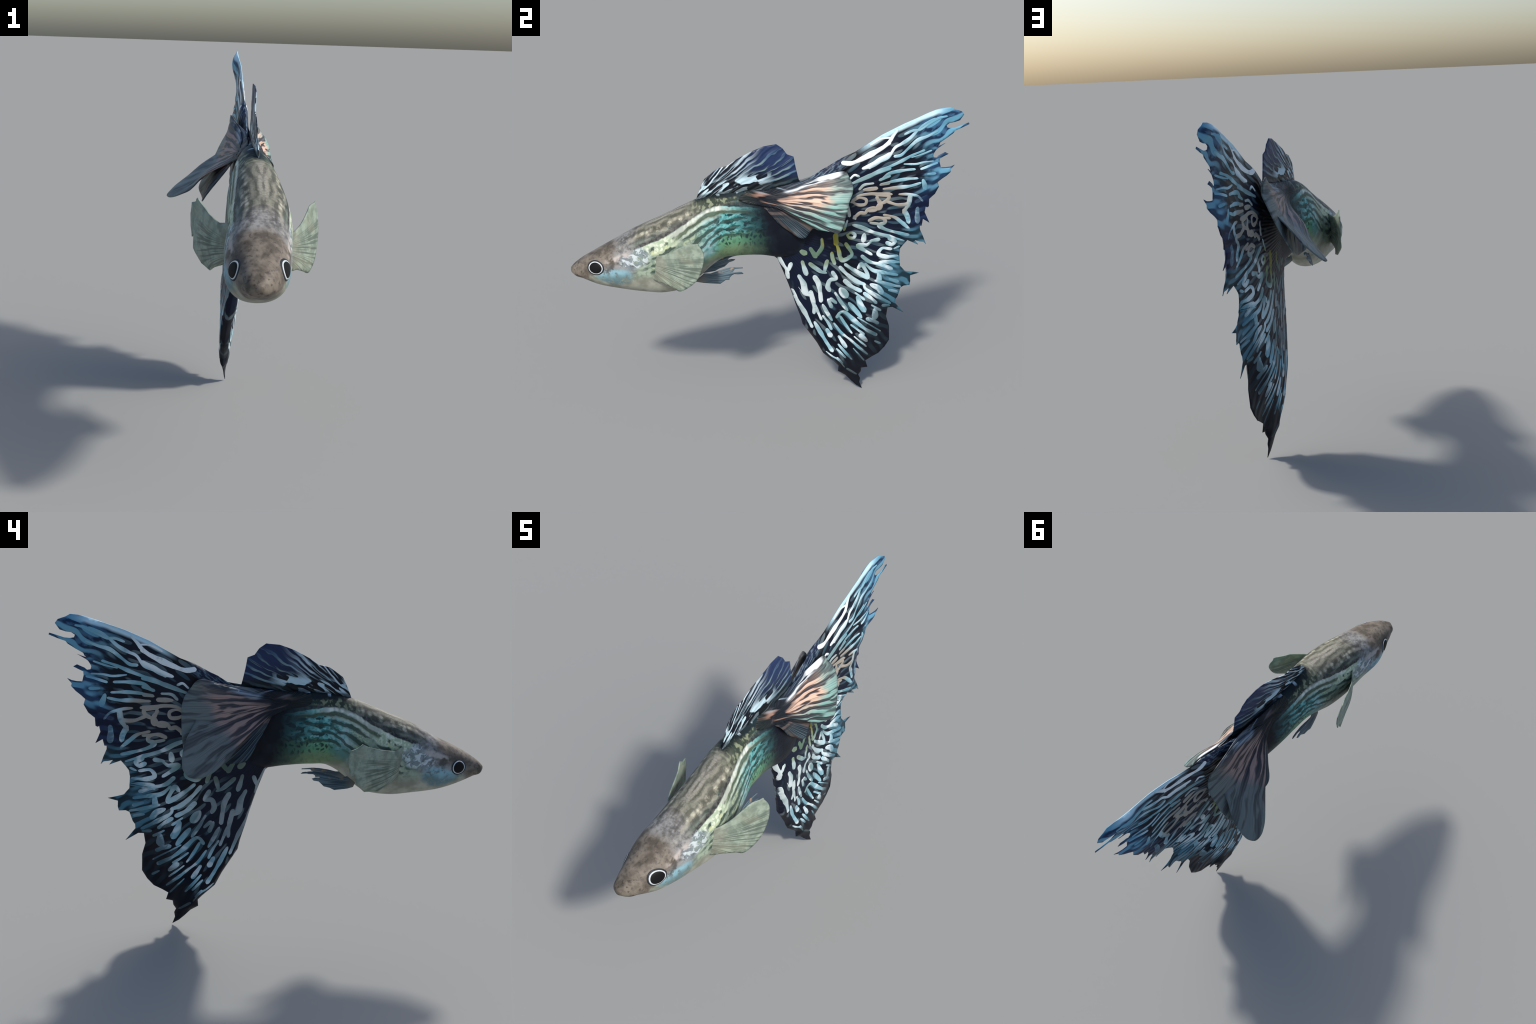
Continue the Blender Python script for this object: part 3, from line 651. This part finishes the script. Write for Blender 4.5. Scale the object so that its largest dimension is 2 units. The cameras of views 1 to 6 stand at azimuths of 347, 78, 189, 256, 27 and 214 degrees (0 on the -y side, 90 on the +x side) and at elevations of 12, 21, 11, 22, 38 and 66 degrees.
from mathutils.bvhtree import BVHTree
MARK_MATS = {1: mark_material('caudal_fin_marks', False), -1: mark_material('caudal_fin_marks_greyer', True)}
def spine(pts, step=.006):
    P = [Vector((a, b)) for a, b in pts]
    P = [P[0]*2-P[1]]+P+[P[-1]*2-P[-2]]; out = []
    for i in range(1, len(P)-2):
        k = max(2, int((P[i+1]-P[i]).length/step))
        for j in range(k):
            u = j/k; p0, p1, p2, p3 = P[i-1:i+3]
            out.append(.5*((2*p1)+(p2-p0)*u+(2*p0-5*p1+4*p2-p3)*u*u+(3*p1-p0-3*p2+p3)*u**3))
    return out+[P[-2]]
def build_marks(groups, host):
    bvh = BVHTree.FromPolygons([v.co for v in host.data.vertices], [tuple(p.vertices) for p in host.data.polygons])
    rng = random.Random(3)
    for half, *pts in groups:
        S = spine(pts); n = len(S)
        acc = [0.0]
        for i in range(1, n): acc.append(acc[-1]+(S[i]-S[i-1]).length)
        ext = half*.95
        # rounded ends: run the spine on by a little and taper like a semicircle
        S = [S[0]-(S[1]-S[0]).normalized()*ext]+S+[S[-1]+(S[-1]-S[-2]).normalized()*ext]
        acc = [0.0]
        for i in range(1, len(S)): acc.append(acc[-1]+(S[i]-S[i-1]).length)
        total = acc[-1]; m = max(8, int(total/.004))
        # even spacing along the stroke, closer together at the two ends
        stations = [total*(.5-.5*math.cos(math.pi*i/m))*.35+total*i/m*.65 for i in range(m+1)]
        even = []
        for a in stations:
            i = min(len(S)-2, max(0, int(np.searchsorted(acc, a)-1)))
            even.append(S[i].lerp(S[i+1], (a-acc[i])/max(1e-9, acc[i+1]-acc[i])))
        S, acc = even, stations
        ph = rng.uniform(0, 6.28); lift = .0014+rng.uniform(0, .0005)
        ring = []
        for i, p in enumerate(S):
            tdir = (S[min(i+2, len(S)-1)]-S[max(i-2, 0)]).normalized(); nr = Vector((-tdir.y, tdir.x))
            e = min(acc[i], total-acc[i])/half
            w = half*math.sqrt(max(0.0, 1-(1-min(1, e))**2))*(.93+.16*math.sin(acc[i]*42+ph)+.05*math.sin(acc[i]*110+2*ph))
            w *= .72+.34*math.sqrt(max(0.0, math.sin(math.pi*min(1.0, acc[i]/total))))
            w = max(w, half*.06)
            ring.append([p+nr*w*f for f in (-1, -.85, -.45, 0, .45, .85, 1)])
        for side in (1, -1):
            vs = []; ok = True
            for row in ring:
                for q, h in zip(row, (-.0012, .5, .9, 1, .9, .5, -.0012)):
                    hit = bvh.ray_cast(Vector((side*1.0, q.x, q.y)), Vector((-side, 0, 0)))[0]
                    if hit is None:
                        hit = bvh.find_nearest(Vector((side*.2, q.x, q.y)))[0]
                    vs.append(hit+Vector((side*(h if h < 0 else h*lift), 0, 0)))
            C = 7; fs = []
            for i in range(len(ring)-1):
                for k in range(C-1):
                    a = i*C+k; f = (a, a+1, a+C+1, a+C)
                    fs.append(f)
            me = mesh_from('marking', vs, fs)
            if sum(p.normal.x*p.area for p in me.polygons)*side < 0: me.flip_normals()
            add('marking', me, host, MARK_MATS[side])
for group in (MARKS_LOWER, MARKS_BOTTOM, MARKS_UPPER, MARKS_HEART): build_marks(group, tail)

# ------------------------------------------------------------------ dorsal fin
DORSAL = [(-.37, 1.13), (-.354, 1.173), (-.329, 1.228), (-.312, 1.259), (-.274, 1.287), (-.246, 1.306), (-.199, 1.316), (-.156, 1.345),
          (-.087, 1.381), (-.019, 1.405), (.043, 1.411), (.073, 1.388), (.093, 1.357), (.124, 1.344), (.132, 1.292),
          (.143, 1.237), (.16, 1.17), (.05, 1.13), (-.15, 1.13)]
def dorsal_material():
    g = G('dorsal_fin_pattern'); y, z = g.y, g.z
    dy, dz = y+.50, z-1.02
    r = g.math('SQRT', dy*dy+dz*dz); th = g.math('ARCTAN2', dz, dy)
    base = z-1.185-(y+.2)*.13
    n = g.noise(g.vec(y, z, 0), 12, 2)
    bend = th+(n-.5)*.05
    st = g.noise(g.vec(r*4.5, bend*24.0, 0), 1, 1, .5, .5)
    fine = g.noise(g.vec(r*6.0, bend*46.0, 2), 1, 1, .5, .4)
    front = g.ss(y-base*.6, -.12, -.28)
    ground = g.mix(front, g.mix(g.ss(base+(y+.1)*.35, .03, .16), (.004, .008, .018), (.015, .030, .088)), (.005, .007, .014))
    rays = (bend*125.0+g.noise(g.vec(r*5, th*7, 1), 1, 2)*9.0).sin()
    fan = g.ss(rays, .15, .85)*g.ss(fine, .34, .56)*g.ss(base+y*.45, .20, .08)
    c = g.mix(fan*.85, ground, g.mix(g.ss(y+(n-.5)*.2, -.16, .02), (.34, .48, .56), g.mix(g.ss(n, .4, .6), (.08, .17, .24), (.24, .34, .29))))
    c = g.mix(g.ss(rays, .3, .9)*g.ss(fine, .40, .60)*.4, c, (.09, .17, .26))
    broad = g.ss(st+rays*.06, .50, .58)*front
    c = g.mix(broad, c, g.mix(n, (.34, .48, .58), (.74, .84, .88)))
    blot = g.noise(g.vec(r*12+(n-.5)*2, th*17+r*4, 4), 1, 0, .5, .7)
    low = g.ss(base+(n-.5)*.03, .085, .045)*g.ss(y, .04, -.06)
    c = g.mix(low, c, g.mix(g.ss(blot, .50, .56), (.004, .006, .012), (.46, .62, .70)))
    c = g.mix(g.ss(base, .022, .006)*.8, c, (.004, .008, .010))
    return g.finish(c, .42, .2, rays*.4+fine*.4, .45, .005)
DORSAL_MAT = dorsal_material()
DORSAL_X = ([-.37, -.31, -.245, -.20, -.155, -.12, -.09, -.02, .045, .124, .16], [.002, .006, .014, .020, .030, .038, .048, .058, .064, .080, .085])
def dors3(p): return Vector((float(np.interp(p[0], *DORSAL_X)), p[0], p[1]))
dl = [dors3(p) for p in DORSAL]
dorsal = sheet('dorsal_fin', dl, fish, DORSAL_MAT, normal=(1, -.14, 0), thick=.007, taper=.12, edge=.0015, grid=.010,
               rounded=False, hub=(-.0, -.50, 1.02), rays=110, ray_amp=.0009,
               bulge=lambda p: .004*max(0.0, min(1.0, (1.28-p.z)/.10))**1.5)

# ------------------------------------------------------------------ draped lobes of the dorsal fin
def lobe_material(name, bright, inner=False):
    g = G(name); y, z = g.y, g.z
    dy, dz = y+.05, z-1.150
    r = g.math('SQRT', dy*dy+dz*dz+g.x*g.x*.2)+.16; th = g.math('ARCTAN2', dz, dy)
    n = g.noise(g.vec(y, z, g.x), 10, 2)
    rays = (th*58.0+g.noise(g.vec(r*5.5, th*6.0, 0), 1, 2)*16.0).sin()
    st = .5+rays*.08+(g.noise(g.vec(r*5.0, th*16.0+(n-.5)*1.2, 0), 1, 1, .5, .4)-.5)*.6
    fine = g.noise(g.vec(r*3.0, th*60.0, 3), 1, 2)
    tail = g.ss(r+(n-.5)*.10, .42, .58)               # toward the free edge
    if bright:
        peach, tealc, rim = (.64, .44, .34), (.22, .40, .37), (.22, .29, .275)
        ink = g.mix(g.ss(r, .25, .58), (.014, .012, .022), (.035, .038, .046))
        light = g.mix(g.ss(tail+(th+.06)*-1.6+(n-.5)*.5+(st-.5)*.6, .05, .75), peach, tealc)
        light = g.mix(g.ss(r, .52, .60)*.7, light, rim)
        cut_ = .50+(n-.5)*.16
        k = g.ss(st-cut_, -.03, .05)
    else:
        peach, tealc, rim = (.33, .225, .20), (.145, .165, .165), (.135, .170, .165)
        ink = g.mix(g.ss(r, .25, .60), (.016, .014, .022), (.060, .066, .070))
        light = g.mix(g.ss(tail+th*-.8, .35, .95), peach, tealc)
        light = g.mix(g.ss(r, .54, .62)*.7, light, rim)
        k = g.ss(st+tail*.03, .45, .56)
    c = g.mix(k, ink, light)
    c = g.mix(g.ss(fine, .35, .65)*(.12+tail*.22), c, light)
    thin = g.ss(g.noise(g.vec(r*1.6, th*95.0+(n-.5)*2.0, 5), 1, 1), .54, .62)
    c = g.mix(thin*.45*g.ss(r, .72, .56), c, (.022, .022, .030))
    # dark upper band of the drape, with a white flash running out along it
    line = g.curve(y, [(-.15, 1.205), (-.03, 1.176), (.07, 1.172), (.18, 1.200), (.27, 1.232), (.34, 1.252), (.42, 1.27)], -.15, .42, 1.1, 1.3)
    e = z-line+(n-.5)*.02
    upper = g.ss(e, -.022, -.004)
    c = g.mix(upper*g.ss(r, .62, .50), c, g.mix(g.ss(fine, .45, .62), (.008, .012, .026), (.07, .105, .14)) if bright else g.mix(g.ss(st, .44, .58), (.035, .045, .060), (.16, .18, .195)))
    if bright:
        wide = g.curve(y, [(-.1, .003), (.1, .003), (.2, .006), (.28, .013), (.36, .011), (.42, .008)], -.1, .42, 0, .05)
        fl = g.ss(e.abs()-wide, .006, -.004)*g.band(y, -.02, .345, .02)
        c = g.mix(fl*g.ss(fine, .36, .46)*g.ss(st, .30, .44), c, (.84, .89, .92))
    else:
        fl = g.ss((e-.002).abs(), .014, .004)*g.band(y, .02, .20, .03)
        c = g.mix(fl*g.ss(fine, .40, .55)*.8, c, (.24, .31, .40))
    # root strip along the flank: black with thin rose-brown streaks
    lines = g.noise(g.vec(y*5.0, z*42.0+y*9.0, 6), 1, 1, .5, .4)
    root = g.ss(y+(lines-.5)*.12, .115, .015)
    c = g.mix(root, c, g.mix(g.ss(lines, .52, .62), (.009, .012, .018), g.mix(g.ss(e, -.01, .01), (.34, .20, .15) if bright else (.11, .085, .08), (.36, .48, .56) if bright else (.18, .24, .32))))
    c = g.mix(g.ss(y+(n-.5)*.06, -.04, -.12)*.9, c, (.012, .018, .018))
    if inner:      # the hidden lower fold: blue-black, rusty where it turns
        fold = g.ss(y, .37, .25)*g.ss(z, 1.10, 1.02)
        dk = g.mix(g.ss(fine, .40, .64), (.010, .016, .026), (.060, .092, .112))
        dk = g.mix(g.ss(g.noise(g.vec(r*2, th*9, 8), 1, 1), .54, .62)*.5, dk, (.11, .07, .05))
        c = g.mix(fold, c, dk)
    return g.finish(c, .42, .22, rays*.35+st*.5+fine*.4, .5, .006)

LOBE_R = lobe_material('side_lobe_pale', True)
LOBE_L = lobe_material('side_lobe_greyed', False)
LOBE_I = lobe_material('side_lobe_inner', False, True)

right_outer = [(.066, -.15, 1.142), (.092, -.06, 1.118), (.122, .015, 1.104), (.160, .068, 1.086), (.176, .105, 1.064), (.170, .160, 1.022),
               (.176, .205, .985), (.186, .223, .984), (.212, .267, .978), (.219, .301, .968), (.228, .315, .984), (.227, .331, 1.015),
               (.225, .339, 1.048), (.221, .353, 1.084), (.215, .364, 1.125), (.198, .386, 1.160), (.176, .395, 1.192), (.148, .387, 1.225),
               (.134, .362, 1.257), (.104, .25, 1.235), (.083, .12, 1.212), (.052, .0, 1.197), (.026, -.12, 1.190), (.020, -.17, 1.180)]
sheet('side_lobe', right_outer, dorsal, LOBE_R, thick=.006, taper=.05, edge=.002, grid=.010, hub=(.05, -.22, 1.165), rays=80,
      ray_amp=.0012, extra=[(.138, .15, 1.115), (.182, .25, 1.09), (.112, .10, 1.145), (.175, .30, 1.16), (.054, -.13, 1.167), (.078, -.05, 1.155), (.098, .02, 1.15)])
left_outer = [(-.028, -.15, 1.142), (-.012, -.06, 1.120), (-.022, .02, 1.095), (-.062, .100, 1.060), (-.101, .160, 1.026), (-.132, .212, .981),
              (-.155, .250, .945), (-.182, .292, .923), (-.205, .33, .906), (-.219, .362, .897), (-.229, .40, .893), (-.225, .438, .898), (-.205, .458, .915), (-.180, .464, .938),
              (-.130, .453, .980), (-.081, .427, 1.030), (-.045, .397, 1.063), (-.005, .376, 1.098), (.022, .390, 1.140), (.044, .396, 1.200),
              (.038, .352, 1.260), (.048, .25, 1.233), (.056, .12, 1.209), (.036, .0, 1.196), (.014, -.12, 1.190), (.0, -.17, 1.180)]
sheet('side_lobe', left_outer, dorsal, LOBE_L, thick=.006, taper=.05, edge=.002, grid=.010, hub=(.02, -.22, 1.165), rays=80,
      ray_amp=.0012, extra=[(.010, .15, 1.112), (-.012, .25, 1.085), (-.010, -.13, 1.167), (.008, -.05, 1.155)])
left_inner = [(.010, .00, 1.150), (.045, .20, 1.215), (.040, .345, 1.245), (.050, .400, 1.205), (.024, .432, 1.150), (-.015, .440, 1.065),
              (-.057, .440, .985), (-.084, .425, .935), (-.086, .34, .906), (-.095, .255, .901), (-.113, .160, .917),
              (-.075, .100, .990), (-.030, .040, 1.070)]
sheet('inner_lobe', left_inner, dorsal, LOBE_I, thick=.007, taper=.05, edge=.002, grid=.011, hub=(.02, -.05, 1.135), rays=50,
      ray_amp=.001, extra=[(-.03, .2, 1.06), (-.045, .3, 1.02)])
right_inner = [(.075, -.04, 1.120), (.112, -.022, 1.085), (.122, .028, 1.020), (.132, .080, .976), (.155, .112, .952), (.158, .150, .945),
               (.156, .188, .985), (.164, .24, .996), (.170, .28, 1.02), (.165, .31, 1.09), (.125, .32, 1.185),
               (.100, .20, 1.18), (.090, .05, 1.15)]
sheet('inner_lobe', right_inner, dorsal, LOBE_I, thick=.006, taper=.05, edge=.002, grid=.011, hub=(.06, -.05, 1.135), rays=50,
      ray_amp=.001)

# ------------------------------------------------------------------ pectoral fins
def pectoral_material(name, a, b, stripe):
    g = G(name); y, z = g.y, g.z
    dy, dz = y+.66, z-.88
    r = g.math('SQRT', dy*dy+dz*dz); th = g.math('ARCTAN2', dz, dy)
    n = g.noise(g.vec(g.x, y, z), 26, 3)
    st = g.noise(g.vec(r*6, th*24, 0), 1, 1)
    c = g.mix(g.ss(n, .35, .65), a, b)
    c = g.mix(g.ss(g.noise(g.vec(g.x, y, z), 48, 2), .54, .66)*.35, c, (.14, .18, .145))
    c = g.mix(g.ss(st, .46, .60)*stripe*g.ss(th, .32, .12)*g.ss(r, .33, .24), c, tuple(v*.50 for v in a))
    c = g.mix(g.ss(r, .15, .07)*.5, c, (.22, .20, .16))
    c = g.mix(g.ss(g.noise(g.vec(y, z, 2), 12, 1), .52, .66)*.3, c, (.30, .30, .22))
    return g.finish(c, .5, .3, st+n*.4, .3, .004, trans=.12)
PEC = pectoral_material('pectoral_membrane', (.19, .245, .20), (.33, .40, .33), .8)
right_pec = [(.060, -.615, .920), (.090, -.570, .922), (.125, -.530, .940), (.165, -.475, .980), (.185, -.439, .996), (.206, -.415, 1.000), (.217, -.400, 1.004), (.218, -.394, .990), (.225, -.383, .973),
             (.233, -.376, .942), (.235, -.387, .889), (.224, -.410, .830), (.208, -.445, .789), (.173, -.494, .754), (.146, -.523, .765),
             (.109, -.569, .783), (.060, -.615, .800)]
sheet('pectoral_fin', right_pec, fish, PEC, thick=.005, taper=.04, edge=.0022, grid=.010, hub=(.06, -.66, .88), rays=40, ray_amp=.0006)
left_pec = [(-.140, -.585, .960), (-.172, -.530, .950), (-.194, -.45, .968), (-.208, -.385, .990), (-.221, -.350, 1.010), (-.222, -.326, .992), (-.230, -.290, .984),
            (-.233, -.282, .938), (-.233, -.291, .893), (-.230, -.303, .855), (-.227, -.318, .868), (-.229, -.331, .817), (-.205, -.380, .770), (-.187, -.455, .760),
            (-.182, -.505, .783), (-.150, -.570, .810)]
sheet('pectoral_fin', left_pec, fish, PEC, thick=.005, taper=.04, edge=.0022, grid=.010, rounded=False, hub=(-.12, -.62, .88), rays=40, ray_amp=.0006,
      extra=[(-.205, -.45, .88), (-.180, -.52, .88)])

# ------------------------------------------------------------------ pelvic fins
def pelvic_material():
    g = G('pelvic_membrane'); y, z = g.y, g.z
    dy, dz = y+.42, z-.75
    r = g.math('SQRT', dy*dy+dz*dz); th = g.math('ARCTAN2', dz, dy)
    n = g.noise(g.vec(g.x, y, z), 30, 2); st = g.noise(g.vec(r*6, th*22, 0), 1, 1)
    c = g.mix(g.ss(st, .38, .62), (.035, .065, .090), (.105, .155, .185))
    c = g.mix(g.ss(n, .56, .66)*g.ss(z, .77, .785)*.8, c, (.30, .21, .14))
    c = g.mix(g.ss(r, .10, .03), c, (.17, .165, .14))
    return g.finish(c, .5, .3, st, .3, .003, trans=.0)
PEL = pelvic_material()
right_pel = [(-.402, .740), (-.381, .756), (-.352, .777), (-.322, .775), (-.287, .785), (-.243, .793), (-.213, .795), (-.157, .789), (-.157, .784), (-.199, .785),
             (-.207, .775), (-.220, .773), (-.203, .769), (-.177, .769), (-.164, .766), (-.157, .757), (-.187, .759), (-.203, .762), (-.215, .758),
             (-.229, .747), (-.231, .738), (-.250, .739), (-.279, .724), (-.36, .732)]
def pel3(sx, base, flare):
    def f(p):
        x = base+(sx-base)*min(1, max(0, (p[0]+.40)/.12))
        d = flare*min(1, max(0, (p[0]+.28)/.12))
        tilt = (.772-p[1])*.35          # blades splay: lower edge outward
        return Vector((x+math.copysign(1, sx)*(d+tilt), p[0], p[1]+d*.36))
    return f
sheet('pelvic_fin', [pel3(.054, .025, .012)(p) for p in right_pel], fish, PEL, normal=(1, -.1, 0), thick=.004, taper=.02, edge=.0012, grid=.007,
      rounded=False, hub=(.03, -.42, .75), rays=40, ray_amp=.0006)
left_pel = [(-.321, .786), (-.314, .782), (-.257, .806), (-.225, .816), (-.178, .823), (-.151, .823), (-.141, .817), (-.152, .813), (-.185, .810),
            (-.202, .804), (-.211, .794), (-.187, .795), (-.169, .791), (-.177, .782), (-.202, .777), (-.226, .754), (-.255, .746), (-.277, .735),
            (-.344, .734), (-.375, .738), (-.39, .76), (-.36, .79)]
sheet('pelvic_fin', [pel3(-.072, -.055, .004)(p) for p in left_pel], fish, PEL, normal=(1, .1, 0), thick=.004, taper=.02, edge=.0012, grid=.007,
      rounded=False, hub=(-.06, -.42, .75), rays=40, ray_amp=.0006)
